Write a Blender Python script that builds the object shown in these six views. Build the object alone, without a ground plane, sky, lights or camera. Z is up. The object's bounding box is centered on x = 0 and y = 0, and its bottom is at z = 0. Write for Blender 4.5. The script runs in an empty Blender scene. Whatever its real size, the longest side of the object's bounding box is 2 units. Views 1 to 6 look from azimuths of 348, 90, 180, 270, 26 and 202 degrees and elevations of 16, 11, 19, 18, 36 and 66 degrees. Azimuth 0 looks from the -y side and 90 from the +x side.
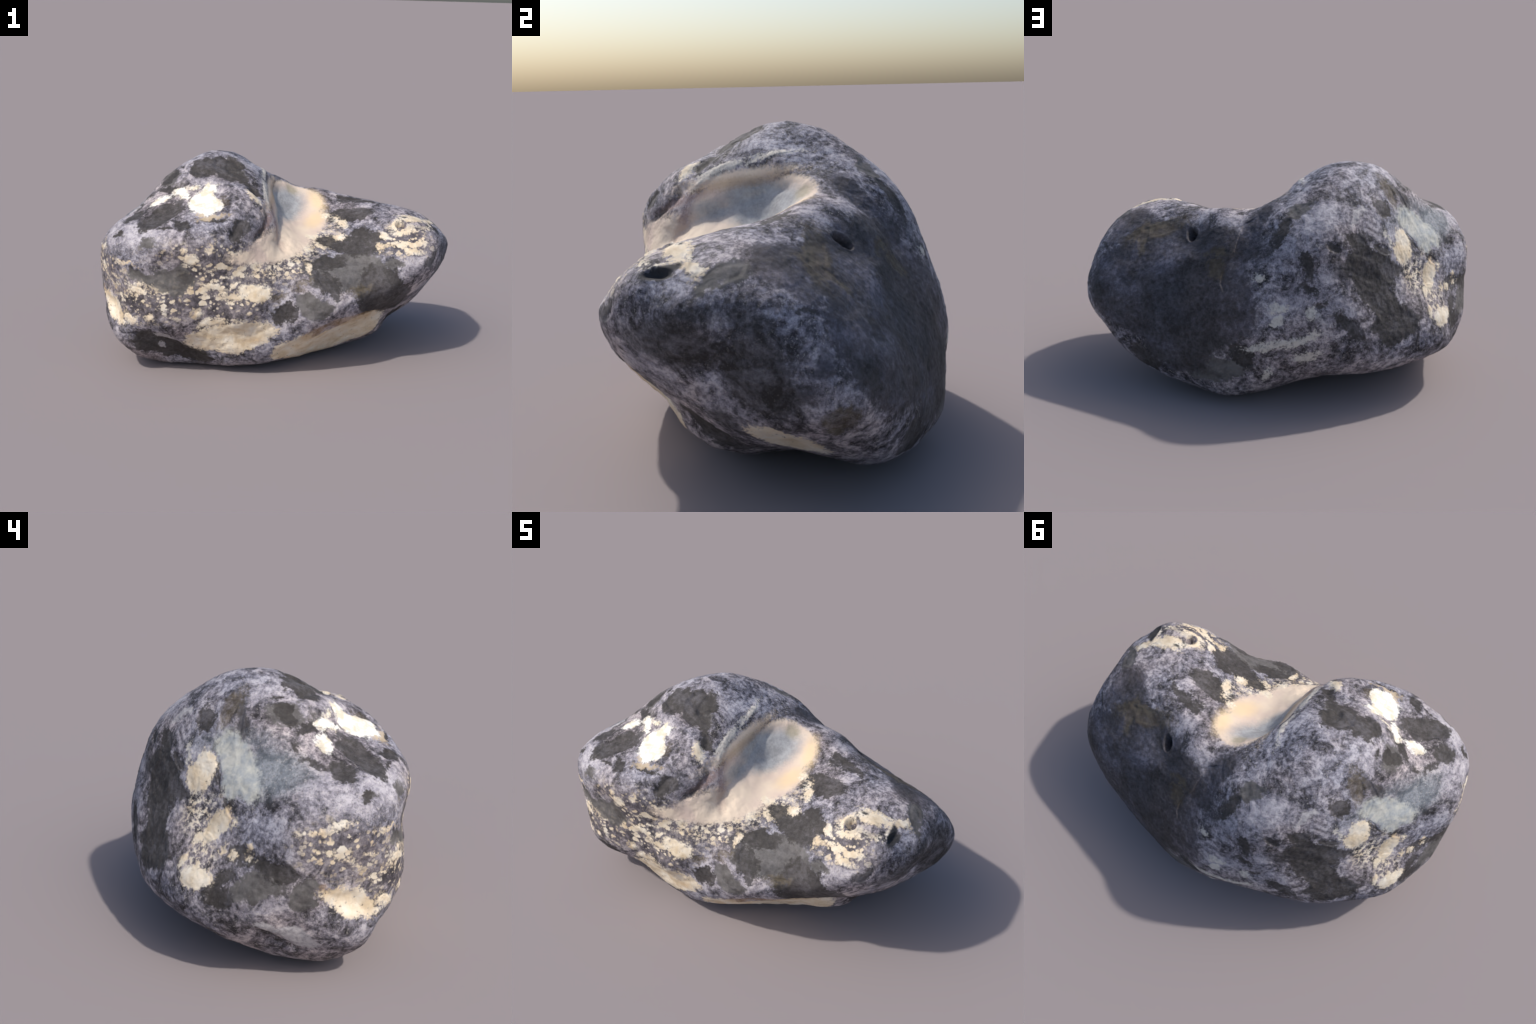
"""A weathered flint nodule: a lumpy two-lobed stone with a scooped hollow between
its hump and its snout, a bored hole in the dark flank, chalky crust patches and
glassy dark chips.

Shape   - meridian profiles around an upright axis, plus accent points at the ridges
          and dents, blended into one smooth skin; then pits, creases and chip steps.
Colour  - one node material: grainy crust, with chips, chalk and stains placed as
          ragged ellipses (centre, long tip, side tip) lying on the skin.
"""
import bpy, bmesh, math
import numpy as np
from mathutils import Matrix, Vector

# ------------------------------------------------------------------ shape
CENTRE = np.array((-0.03, 0.02, 0.40))
ELEVATIONS = (-75, -60, -45, -30, -15, 0, 15, 30, 45, 60, 75)
# azimuth of the meridian: radius at each elevation (0 faces -y, 90 faces +x)
PROFILES = {
      0: (0.402, 0.455, 0.528, 0.577, 0.624, 0.622, 0.575, 0.518, 0.487, 0.455, 0.484),
     15: (0.403, 0.456, 0.518, 0.552, 0.608, 0.673, 0.605, 0.500, 0.440, 0.409, 0.434),
     30: (0.403, 0.455, 0.516, 0.546, 0.598, 0.701, 0.651, 0.519, 0.438, 0.395, 0.401),
     45: (0.403, 0.455, 0.524, 0.569, 0.628, 0.761, 0.827, 0.587, 0.465, 0.397, 0.391),
     60: (0.403, 0.457, 0.539, 0.630, 0.695, 0.842, 0.992, 0.777, 0.517, 0.419, 0.398),
     75: (0.404, 0.457, 0.553, 0.647, 0.756, 0.904, 1.022, 0.839, 0.595, 0.456, 0.412),
     90: (0.403, 0.454, 0.537, 0.627, 0.807, 1.000, 0.995, 0.792, 0.641, 0.507, 0.433),
    105: (0.401, 0.453, 0.548, 0.679, 0.879, 0.973, 0.827, 0.686, 0.627, 0.552, 0.473),
    120: (0.398, 0.454, 0.559, 0.715, 0.813, 0.784, 0.685, 0.619, 0.603, 0.560, 0.510),
    135: (0.395, 0.450, 0.560, 0.695, 0.718, 0.670, 0.611, 0.575, 0.569, 0.556, 0.544),
    150: (0.392, 0.447, 0.559, 0.682, 0.669, 0.623, 0.590, 0.554, 0.549, 0.564, 0.567),
    165: (0.389, 0.438, 0.530, 0.624, 0.625, 0.612, 0.591, 0.579, 0.576, 0.591, 0.582),
    180: (0.385, 0.427, 0.496, 0.568, 0.599, 0.607, 0.593, 0.602, 0.624, 0.622, 0.599),
    195: (0.380, 0.416, 0.468, 0.538, 0.589, 0.607, 0.608, 0.625, 0.659, 0.655, 0.621),
    210: (0.377, 0.408, 0.464, 0.540, 0.623, 0.643, 0.624, 0.635, 0.683, 0.697, 0.648),
    225: (0.375, 0.407, 0.476, 0.573, 0.694, 0.693, 0.646, 0.655, 0.699, 0.730, 0.678),
    240: (0.375, 0.413, 0.495, 0.613, 0.756, 0.776, 0.695, 0.699, 0.736, 0.767, 0.702),
    255: (0.376, 0.418, 0.528, 0.675, 0.839, 0.858, 0.757, 0.748, 0.777, 0.799, 0.716),
    270: (0.379, 0.423, 0.543, 0.743, 0.890, 0.946, 0.910, 0.838, 0.842, 0.818, 0.720),
    285: (0.381, 0.430, 0.555, 0.774, 0.952, 0.977, 1.023, 0.914, 0.835, 0.806, 0.709),
    300: (0.385, 0.438, 0.556, 0.754, 0.868, 0.955, 0.997, 0.905, 0.789, 0.757, 0.689),
    315: (0.389, 0.445, 0.560, 0.690, 0.725, 0.797, 0.827, 0.862, 0.752, 0.709, 0.659),
    330: (0.394, 0.451, 0.555, 0.650, 0.663, 0.680, 0.684, 0.747, 0.734, 0.669, 0.606),
    345: (0.398, 0.455, 0.539, 0.620, 0.625, 0.633, 0.607, 0.595, 0.609, 0.580, 0.545),
}
POLES = (0.374, 0.566)
ACCENTS = [
    (0, 82, 0.487), (5, 8, 0.604), (5, 15, 0.587), (10, 23, 0.535), (22, -4, 0.668), (22, 4, 0.693),
    (25, 8, 0.674), (37, 8, 0.753), (38, 5, 0.751), (38, 34, 0.523), (39, 15, 0.729), (41, 7, 0.796),
    (43, -37, 0.553), (43, 17, 0.781), (45, 24, 0.678), (48, 7, 0.858), (49, 26, 0.713), (49, 31, 0.609),
    (50, 18, 0.868), (51, 14, 0.928), (54, -20, 0.658), (55, -11, 0.688), (58, 36, 0.637), (62, 20, 0.990),
    (66, -22, 0.695), (66, -9, 0.768), (66, 18, 1.001), (67, -14, 0.721), (69, 24, 0.932), (74, 13, 1.026),
    (75, -9, 0.823), (75, 9, 0.982), (82, 9, 0.994), (82, 25, 0.912), (93, 35, 0.729), (98, 5, 1.019),
    (102, -23, 0.751), (102, -7, 0.958), (102, -2, 1.002), (109, 38, 0.626), (111, -24, 0.784), (114, 22, 0.691),
    (130, -22, 0.753), (158, 4, 0.598), (173, -19, 0.616), (211, 83, 0.610), (229, 69, 0.729), (250, -7, 0.866),
    (258, -11, 0.895), (258, -7, 0.895), (263, 33, 0.788), (266, -2, 0.933), (266, 6, 0.888), (266, 18, 0.849),
    (266, 26, 0.832), (267, -35, 0.677), (270, 20, 0.877), (270, 82, 0.645), (274, -26, 0.814), (274, 18, 0.955),
    (277, 33, 0.878), (277, 51, 0.836), (278, -21, 0.881), (278, -5, 0.954), (278, 17, 1.000), (285, -5, 0.986),
    (286, -22, 0.901), (289, 53, 0.827), (290, -16, 0.955), (290, -2, 0.964), (290, 16, 1.043), (293, -36, 0.674),
    (293, -14, 0.975), (294, -27, 0.823), (294, 22, 1.025), (298, -16, 0.902), (302, -22, 0.772), (302, -9, 0.909),
    (302, 85, 0.608), (305, -11, 0.836), (305, -7, 0.894), (305, -2, 0.914), (305, 7, 0.928), (306, 20, 0.963),
    (306, 24, 0.946), (308, 52, 0.761), (309, -9, 0.830), (309, 14, 0.880), (310, -18, 0.741), (315, 24, 0.888),
    (318, -21, 0.695), (319, -7, 0.729), (321, -15, 0.705), (328, -10, 0.674), (328, 10, 0.701), (333, -4, 0.687),
    (339, -8, 0.645), (343, 64, 0.592), (344, 49, 0.623), (350, -4, 0.614),
]


def heading(az, el):
    a, e = math.radians(az), math.radians(el)
    return (math.sin(a)*math.cos(e), -math.cos(a)*math.cos(e), math.sin(e))


class Skin:
    """Smooth radius over all headings, through the profile and accent points."""
    def __init__(self):
        d, r = [], []
        for az, row in PROFILES.items():
            for el, rad in zip(ELEVATIONS, row):
                d.append(heading(az, el)); r.append(rad)
        d += [(0, 0, -1), (0, 0, 1)]; r += list(POLES)
        for az, el, rad in ACCENTS:
            d.append(heading(az, el)); r.append(rad)
        self.d = np.array(d); n = len(r)
        P = np.c_[np.ones(n), self.d]
        M = np.block([[self.k(self.d)+1e-5*np.eye(n), P], [P.T, np.zeros((4, 4))]])
        self.w = np.linalg.solve(M, np.r_[r, np.zeros(4)])

    def k(self, x):
        d2 = (x*x).sum(1)[:, None]+(self.d*self.d).sum(1)[None]-2*x@self.d.T
        d2 = np.maximum(d2, 0); return d2*np.sqrt(d2)

    def radius(self, x):
        n = len(self.d); out = np.empty(len(x))
        for i in range(0, len(x), 20000):
            y = x[i:i+20000]
            out[i:i+20000] = self.k(y)@self.w[:n]+np.c_[np.ones(len(y)), y]@self.w[n:]
        return out


def lattice(ix, iy, iz, seed):
    h = (ix*374761393+iy*668265263+iz*2147483647+seed*1274126177) & 0xffffffff
    h = ((h ^ (h >> 13))*1103515245) & 0xffffffff
    return ((h ^ (h >> 16)) & 0xffff)/65535.0*2-1


def lumps(p, size, seed):
    """Smooth value noise, -1..1, with features of the given size in metres."""
    q = p/size; i = np.floor(q).astype(np.int64); f = q-i; f = f*f*(3-2*f); out = 0
    for dx in (0, 1):
        for dy in (0, 1):
            for dz in (0, 1):
                w = (f[:, 0] if dx else 1-f[:, 0])*(f[:, 1] if dy else 1-f[:, 1])*(f[:, 2] if dz else 1-f[:, 2])
                out = out+w*lattice(i[:, 0]+dx, i[:, 1]+dy, i[:, 2]+dz, seed)
    return out


def step(x):
    x = np.clip(x, 0, 1); return x*x*(3-2*x)


class Clay:
    """The vertices, with brushes that push them in and out."""
    def __init__(self, me):
        self.me = me; n = len(me.vertices); co = np.empty(n*3, np.float32)
        me.vertices.foreach_get("co", co); D = co.reshape(-1, 3).astype(float)
        D /= np.linalg.norm(D, axis=1)[:, None]
        self.skin = Skin(); self.D = D; self.r = self.skin.radius(D)
        self.X = CENTRE+D*self.r[:, None]
        f = np.empty(len(me.polygons)*3, np.int32); me.polygons.foreach_get("vertices", f); self.F = f.reshape(-1, 3)
        self.normals()

    def normals(self):
        a, b, c = (self.X[self.F[:, i]] for i in range(3)); fn = np.cross(b-a, c-a)
        N = np.zeros_like(self.X)
        for i in range(3):
            for j in range(3):
                N[:, j] += np.bincount(self.F[:, i], fn[:, j], len(N))
        self.N = N/np.linalg.norm(N, axis=1)[:, None]

    def near(self, p):
        return np.linalg.norm(self.X-np.array(p), axis=1)

    def pit(self, centre, tip, side, depth, lip=0.0, sharp=0.35):
        """Sunken oval (or a raised one, depth < 0): flat floor, wall of the given sharpness, optional lip."""
        c, t, s = (np.array(v) for v in (centre, tip, side))
        u = t-c; ru = np.linalg.norm(u); u /= ru
        s = s-c; s = s-u*(s@u); rv = np.linalg.norm(s); v = s/rv
        near = self.near(c); n = self.N[np.argmin(near)]
        k = near < max(ru, rv)*1.5+0.01; q = self.X[k]-c
        d = np.sqrt((q@u/ru)**2+(q@v/rv)**2)+lumps(self.X[k], 0.03, 5)*0.15
        self.X[k] += (-depth*step((1-d)/sharp)+lip*np.exp(-((d-1.12)/0.12)**2))[:, None]*n
        return self

    def groove(self, line, width, depth, side=None):
        """Crease along a polyline; with `side`, a one-sided step down towards that point."""
        P = [np.array(p) for p in line]; best = np.full(len(self.X), 9.0); sgn = np.zeros(len(self.X))
        for a, b in zip(P, P[1:]):
            ab = b-a; t = np.clip((self.X-a)@ab/(ab@ab), 0, 1); foot = a+t[:, None]*ab
            d = np.linalg.norm(self.X-foot, axis=1); m = d < best; best[m] = d[m]
            if side is not None:
                o = np.array(side)-foot; sgn[m] = np.sign(((self.X-foot)*o).sum(1))[m]
        best = best+lumps(self.X, 0.025, 9)*width*0.2
        if side is None:
            amount = depth*np.exp(-(best/width)**2)
        else:
            amount = np.where(sgn > 0, depth*np.exp(-(best/width)**2)*step(best/0.006+0.3), 0)
        self.X -= amount[:, None]*self.N
        return self

    def ease(self, centre, reach, spread):
        """Even out broad waves: blend towards the mean skin over a spread of headings."""
        w = step((reach-self.near(centre))/(reach*0.5)); k = w > 0; d = self.D[k]
        a = np.cross(d, (0.3, 0.5, 0.81)); a /= np.linalg.norm(a, axis=1)[:, None]; b = np.cross(d, a)
        mean = np.zeros(k.sum()); total = 0
        for ring, weight in ((0.0, 1.0), (0.5, 0.9), (1.0, 0.5)):
            for turn in range(8 if ring else 1):
                t = turn*math.pi/4; e = d+(a*math.cos(t)+b*math.sin(t))*spread*ring
                mean += weight*self.skin.radius(e/np.linalg.norm(e, axis=1)[:, None]); total += weight
        self.X[k] += d*((mean/total-self.r[k])*w[k])[:, None]
        return self

    def soften(self, centre, reach, times):
        """Local smoothing."""
        w = step((reach-self.near(centre))/(reach*0.4)); ids = np.where(w > 0)[0]
        E = np.concatenate([self.F[:, (0, 1)], self.F[:, (1, 2)], self.F[:, (2, 0)]])
        mark = np.zeros(len(self.X), bool); mark[ids] = True
        E = E[mark[E[:, 0]] | mark[E[:, 1]]]
        for _ in range(times):
            S = np.zeros_like(self.X); cnt = np.bincount(E[:, 0], minlength=len(S)).astype(float)
            for j in range(3):
                S[:, j] = np.bincount(E[:, 0], self.X[E[:, 1], j], len(S))
            k = mark & (cnt > 0)
            self.X[k] += (S[k]/cnt[k, None]-self.X[k])*w[k, None]*0.8
        return self

    def grain(self, size, height, seed):
        self.X += (lumps(self.X, size, seed)*height)[:, None]*self.N
        return self


def icosphere(level):
    bm = bmesh.new(); bmesh.ops.create_icosphere(bm, subdivisions=level, radius=1.0)
    me = bpy.data.meshes.new("stone"); bm.to_mesh(me); bm.free(); return me


# ------------------------------------------------------------------ colour patches
# each patch: centre, tip of the long axis, tip of the short axis, all on the skin
PATCHES = {}
PATCHES.setdefault('dark', []).extend([  # front
    ((0.372, -0.162, 0.792), (0.490, -0.187, 0.814), (0.346, -0.230, 0.760)),
    ((0.295, -0.371, 0.669), (0.451, -0.454, 0.669), (0.310, -0.319, 0.704)),
    ((0.404, -0.368, 0.708), (0.476, -0.430, 0.698), (0.417, -0.304, 0.752)),
    ((0.158, -0.574, 0.525), (0.226, -0.612, 0.463), (0.188, -0.547, 0.551)),
    ((-0.084, -0.591, 0.376), (-0.030, -0.604, 0.389), (-0.102, -0.583, 0.427)),
    ((0.472, -0.544, 0.424), (0.584, -0.555, 0.508), (0.582, -0.382, 0.313)),
    ((0.725, -0.518, 0.618), (0.774, -0.485, 0.643), (0.699, -0.531, 0.641)),
    ((0.444, -0.028, 0.844), (0.562, -0.084, 0.835), (0.435, -0.058, 0.839)),
    ((0.135, -0.478, 0.603), (0.267, -0.452, 0.621), (0.124, -0.521, 0.575)),
    ((-0.641, -0.391, 0.145), (-0.429, -0.430, 0.069), (-0.620, -0.443, 0.203)),
    ((-0.776, -0.428, 0.225), (-0.830, -0.436, 0.255), (-0.783, -0.393, 0.163)),
])
PATCHES.setdefault('dark', []).extend([  # hump
    ((-0.702, -0.355, 0.859), (-0.579, -0.294, 0.909), (-0.697, -0.429, 0.835)),
    ((-0.833, -0.265, 0.836), (-0.775, -0.267, 0.856), (-0.834, -0.324, 0.829)),
    ((-0.313, -0.108, 1.086), (-0.222, -0.118, 1.065), (-0.306, -0.044, 1.110)),
    ((-0.467, -0.150, 1.061), (-0.546, -0.104, 1.045), (-0.462, -0.119, 1.077)),
    ((-0.302, -0.198, 1.034), (-0.209, -0.232, 1.000), (-0.277, -0.154, 1.055)),
    ((-0.614, -0.473, 0.839), (-0.568, -0.489, 0.842), (-0.617, -0.494, 0.824)),
    ((-0.918, -0.356, 0.768), (-0.899, -0.379, 0.773), (-0.919, -0.373, 0.751)),
    ((-0.610, -0.066, 1.000), (-0.579, -0.025, 1.031), (-0.621, -0.010, 0.997)),
    ((-0.629, -0.151, 0.961), (-0.584, -0.198, 0.970), (-0.636, -0.175, 0.946)),
    ((-0.315, -0.515, 0.809), (-0.275, -0.474, 0.860), (-0.285, -0.511, 0.790)),
    ((-0.202, -0.471, 0.777), (-0.159, -0.428, 0.803), (-0.183, -0.467, 0.759)),
    ((-0.152, -0.385, 0.870), (-0.146, -0.403, 0.827), (-0.167, -0.397, 0.873)),
    ((-0.200, -0.299, 0.967), (-0.174, -0.323, 0.937), (-0.177, -0.271, 0.969)),
    ((-0.441, -0.484, 0.854), (-0.524, -0.464, 0.864), (-0.443, -0.496, 0.847)),
    ((-0.697, -0.463, 0.814), (-0.674, -0.472, 0.816), (-0.698, -0.474, 0.807)),
    ((-0.211, -0.287, 0.977), (-0.183, -0.333, 0.937), (-0.188, -0.271, 0.974)),
    ((-0.326, -0.213, 1.029), (-0.414, -0.186, 1.047), (-0.326, -0.234, 1.020)),
    ((-0.441, -0.133, 1.071), (-0.480, -0.190, 1.037), (-0.334, -0.145, 1.067)),
    ((-0.539, -0.030, 1.060), (-0.526, -0.063, 1.065), (-0.552, -0.030, 1.050)),
    ((-0.729, -0.124, 0.901), (-0.758, -0.147, 0.880), (-0.717, -0.137, 0.905)),
    ((-0.807, -0.175, 0.850), (-0.838, -0.228, 0.835), (-0.821, -0.167, 0.843)),
    ((-0.615, -0.472, 0.840), (-0.580, -0.515, 0.820), (-0.655, -0.466, 0.826)),
])
PATCHES.setdefault('dark', []).extend([  # back
    ((-0.493, 0.453, 0.556), (-0.662, 0.447, 0.351), (-0.419, 0.509, 0.533)),
    ((-0.577, 0.466, 0.423), (-0.699, 0.414, 0.394), (-0.581, 0.492, 0.340)),
    ((-0.445, 0.422, 0.704), (-0.303, 0.487, 0.743), (-0.442, 0.390, 0.784)),
    ((-0.368, 0.421, 0.812), (-0.309, 0.425, 0.874), (-0.409, 0.390, 0.825)),
    ((-0.496, 0.358, 0.775), (-0.541, 0.335, 0.748), (-0.481, 0.376, 0.759)),
    ((-0.125, 0.536, 0.743), (-0.164, 0.549, 0.692), (-0.144, 0.529, 0.762)),
    ((-0.139, 0.561, 0.643), (-0.187, 0.565, 0.612), (-0.152, 0.556, 0.663)),
    ((-0.196, 0.585, 0.557), (-0.236, 0.578, 0.553), (-0.197, 0.591, 0.541)),
    ((-0.350, 0.570, 0.453), (-0.427, 0.554, 0.362), (-0.331, 0.578, 0.434)),
    ((-0.245, 0.485, 0.818), (-0.281, 0.477, 0.796), (-0.231, 0.498, 0.801)),
])
PATCHES.setdefault('dark', []).extend([  # back flank
    ((0.662, 0.401, 0.179), (0.587, 0.415, 0.122), (0.630, 0.435, 0.218)),
    ((0.172, 0.605, 0.295), (0.120, 0.602, 0.233), (0.135, 0.613, 0.343)),
    ((0.010, 0.420, 0.855), (0.063, 0.465, 0.768), (-0.009, 0.441, 0.849)),
])
PATCHES.setdefault('dark', []).extend([  # snout side
    ((0.614, -0.222, 0.193), (0.569, -0.103, 0.112), (0.569, -0.244, 0.152)),
    ((0.900, 0.091, 0.648), (0.918, 0.037, 0.666), (0.910, 0.094, 0.639)),
])
PATCHES.setdefault('dark', []).extend([  # blunt end
    ((-0.960, 0.002, 0.507), (-0.993, -0.115, 0.492), (-0.963, 0.002, 0.470)),
    ((-0.897, 0.197, 0.366), (-0.927, 0.139, 0.362), (-0.901, 0.197, 0.313)),
    ((-0.914, -0.023, 0.196), (-0.890, -0.124, 0.127), (-0.935, 0.042, 0.249)),
    ((-0.876, 0.106, 0.524), (-0.838, 0.164, 0.508), (-0.905, 0.090, 0.493)),
    ((-0.878, 0.180, 0.428), (-0.893, 0.122, 0.470), (-0.893, 0.172, 0.408)),
    ((-0.980, -0.204, 0.412), (-0.980, -0.189, 0.377), (-0.978, -0.216, 0.410)),
    ((-0.485, 0.245, 0.958), (-0.504, 0.192, 0.989), (-0.446, 0.228, 1.011)),
    ((-0.585, 0.110, 0.974), (-0.507, 0.086, 1.060), (-0.599, 0.095, 0.974)),
    ((-0.606, 0.164, 0.889), (-0.601, 0.126, 0.939), (-0.621, 0.149, 0.882)),
    ((-0.645, 0.195, 0.781), (-0.688, 0.190, 0.725), (-0.653, 0.182, 0.784)),
    ((-0.760, 0.147, 0.667), (-0.713, 0.173, 0.707), (-0.768, 0.134, 0.676)),
])
PATCHES.setdefault('flank', []).extend([  # back flank
    ((0.615, 0.329, 0.560), (0.968, 0.171, 0.488), (0.600, 0.451, 0.313)),
    ((0.372, 0.511, 0.440), (0.097, 0.588, 0.531), (0.368, 0.549, 0.282)),
    ((0.221, 0.434, 0.670), (0.278, 0.506, 0.545), (0.161, 0.484, 0.664)),
    ((0.767, 0.036, 0.748), (0.866, 0.070, 0.683), (0.804, -0.104, 0.778)),
    ((0.117, 0.272, 0.880), (0.178, 0.339, 0.796), (0.070, 0.330, 0.879)),
    ((0.402, 0.530, 0.307), (0.531, 0.481, 0.265), (0.401, 0.537, 0.268)),
])
PATCHES.setdefault('flank', []).extend([  # snout side
    ((0.695, 0.310, 0.543), (0.647, 0.182, 0.706), (0.442, 0.436, 0.517)),
    ((0.319, 0.488, 0.539), (0.217, 0.403, 0.702), (0.130, 0.597, 0.478)),
    ((0.470, 0.496, 0.348), (0.351, 0.483, 0.520), (0.293, 0.574, 0.290)),
    ((0.440, 0.236, 0.745), (0.831, 0.021, 0.726), (0.519, 0.277, 0.678)),
    ((0.846, 0.047, 0.706), (0.830, -0.027, 0.748), (0.896, 0.061, 0.668)),
    ((0.927, 0.233, 0.464), (0.957, 0.187, 0.486), (0.941, 0.236, 0.419)),
    ((0.983, 0.107, 0.513), (0.994, 0.086, 0.479), (0.974, 0.139, 0.509)),
    ((0.992, 0.065, 0.435), (0.988, 0.034, 0.450), (0.981, 0.065, 0.404)),
])
PATCHES.setdefault('grey', []).extend([  # front
    ((0.514, -0.543, 0.609), (0.566, -0.551, 0.609), (0.511, -0.557, 0.577)),
    ((0.324, -0.573, 0.506), (0.402, -0.573, 0.515), (0.321, -0.592, 0.459)),
    ((0.058, -0.616, 0.419), (0.159, -0.631, 0.402), (0.079, -0.593, 0.481)),
    ((0.306, -0.462, 0.622), (0.440, -0.490, 0.644), (0.297, -0.495, 0.597)),
    ((-0.657, -0.526, 0.558), (-0.534, -0.553, 0.562), (-0.658, -0.535, 0.493)),
    ((-0.822, -0.483, 0.579), (-0.888, -0.436, 0.585), (-0.823, -0.484, 0.538)),
    ((0.253, -0.524, 0.571), (0.458, -0.533, 0.602), (0.204, -0.605, 0.480)),
    ((0.351, -0.562, 0.525), (0.427, -0.542, 0.570), (0.328, -0.588, 0.469)),
])
PATCHES.setdefault('grey', []).extend([  # hump
    ((-0.780, -0.493, 0.746), (-0.742, -0.509, 0.745), (-0.782, -0.504, 0.716)),
    ((-0.609, -0.065, 1.001), (-0.588, -0.147, 0.995), (-0.650, -0.059, 0.970)),
    ((-0.593, -0.184, 0.971), (-0.580, -0.205, 0.968), (-0.631, -0.169, 0.952)),
    ((-0.915, -0.361, 0.767), (-0.898, -0.396, 0.757), (-0.924, -0.360, 0.755)),
    ((-0.285, -0.117, 1.078), (-0.274, -0.056, 1.102), (-0.242, -0.120, 1.068)),
    ((-0.279, -0.165, 1.049), (-0.209, -0.213, 1.009), (-0.265, -0.135, 1.065)),
])
PATCHES.setdefault('grey', []).extend([  # back flank
    ((0.327, 0.570, 0.209), (0.145, 0.598, 0.216), (0.327, 0.563, 0.141)),
    ((-0.091, 0.348, 0.952), (-0.152, 0.334, 0.982), (-0.109, 0.388, 0.933)),
])
PATCHES.setdefault('grey', []).extend([  # snout side
    ((0.853, -0.167, 0.749), (0.813, -0.083, 0.770), (0.886, -0.159, 0.724)),
])
PATCHES.setdefault('grey', []).extend([  # blunt end
    ((-0.953, 0.050, 0.427), (-0.985, -0.053, 0.475), (-0.967, 0.066, 0.372)),
    ((-0.987, -0.124, 0.415), (-0.984, -0.184, 0.414), (-0.979, -0.117, 0.359)),
])
PATCHES.setdefault('brown', []).extend([  # front
    ((0.018, -0.552, 0.536), (0.076, -0.548, 0.550), (0.005, -0.559, 0.515)),
    ((-0.113, -0.576, 0.466), (-0.061, -0.575, 0.469), (-0.119, -0.581, 0.445)),
    ((-0.019, -0.565, 0.494), (0.009, -0.569, 0.494), (-0.026, -0.572, 0.479)),
    ((0.317, -0.583, 0.486), (0.383, -0.577, 0.499), (0.316, -0.589, 0.470)),
])
PATCHES.setdefault('brown', []).extend([  # hump
    ((-0.371, -0.376, 0.936), (-0.352, -0.342, 0.962), (-0.390, -0.365, 0.934)),
    ((-0.525, 0.131, 1.020), (-0.476, 0.096, 1.076), (-0.544, 0.110, 1.016)),
])
PATCHES.setdefault('brown', []).extend([  # back flank
    ((0.301, 0.400, 0.662), (0.264, 0.383, 0.698), (0.277, 0.450, 0.619)),
    ((0.312, 0.348, 0.726), (0.246, 0.366, 0.727), (0.311, 0.360, 0.709)),
    ((0.617, 0.112, 0.763), (0.782, 0.110, 0.699), (0.612, 0.150, 0.739)),
])
PATCHES.setdefault('brown', []).extend([  # snout side
    ((0.702, 0.132, 0.719), (0.697, 0.053, 0.766), (0.730, 0.152, 0.690)),
    ((0.962, 0.155, 0.350), (0.954, 0.208, 0.352), (0.935, 0.157, 0.306)),
])
PATCHES.setdefault('brown', []).extend([  # blunt end
    ((-0.527, 0.148, 1.004), (-0.481, 0.101, 1.071), (-0.558, 0.122, 0.994)),
])
PATCHES.setdefault('pit_shade', []).extend([  # snout side
    ((0.806, -0.358, 0.737), (0.825, -0.301, 0.744), (0.824, -0.356, 0.725)),
])
PATCHES.setdefault('pit_shade', []).extend([  # front
    ((0.800, -0.346, 0.746), (0.807, -0.406, 0.727), (0.817, -0.320, 0.745)),
    ((0.604, -0.376, 0.774), (0.597, -0.352, 0.783), (0.615, -0.389, 0.768)),
    ((0.647, -0.298, 0.802), (0.665, -0.301, 0.801), (0.644, -0.306, 0.800)),
])
PATCHES.setdefault('pit_shade', []).extend([  # hump
    ((-0.363, -0.532, 0.806), (-0.351, -0.537, 0.782), (-0.356, -0.528, 0.809)),
])
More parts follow.
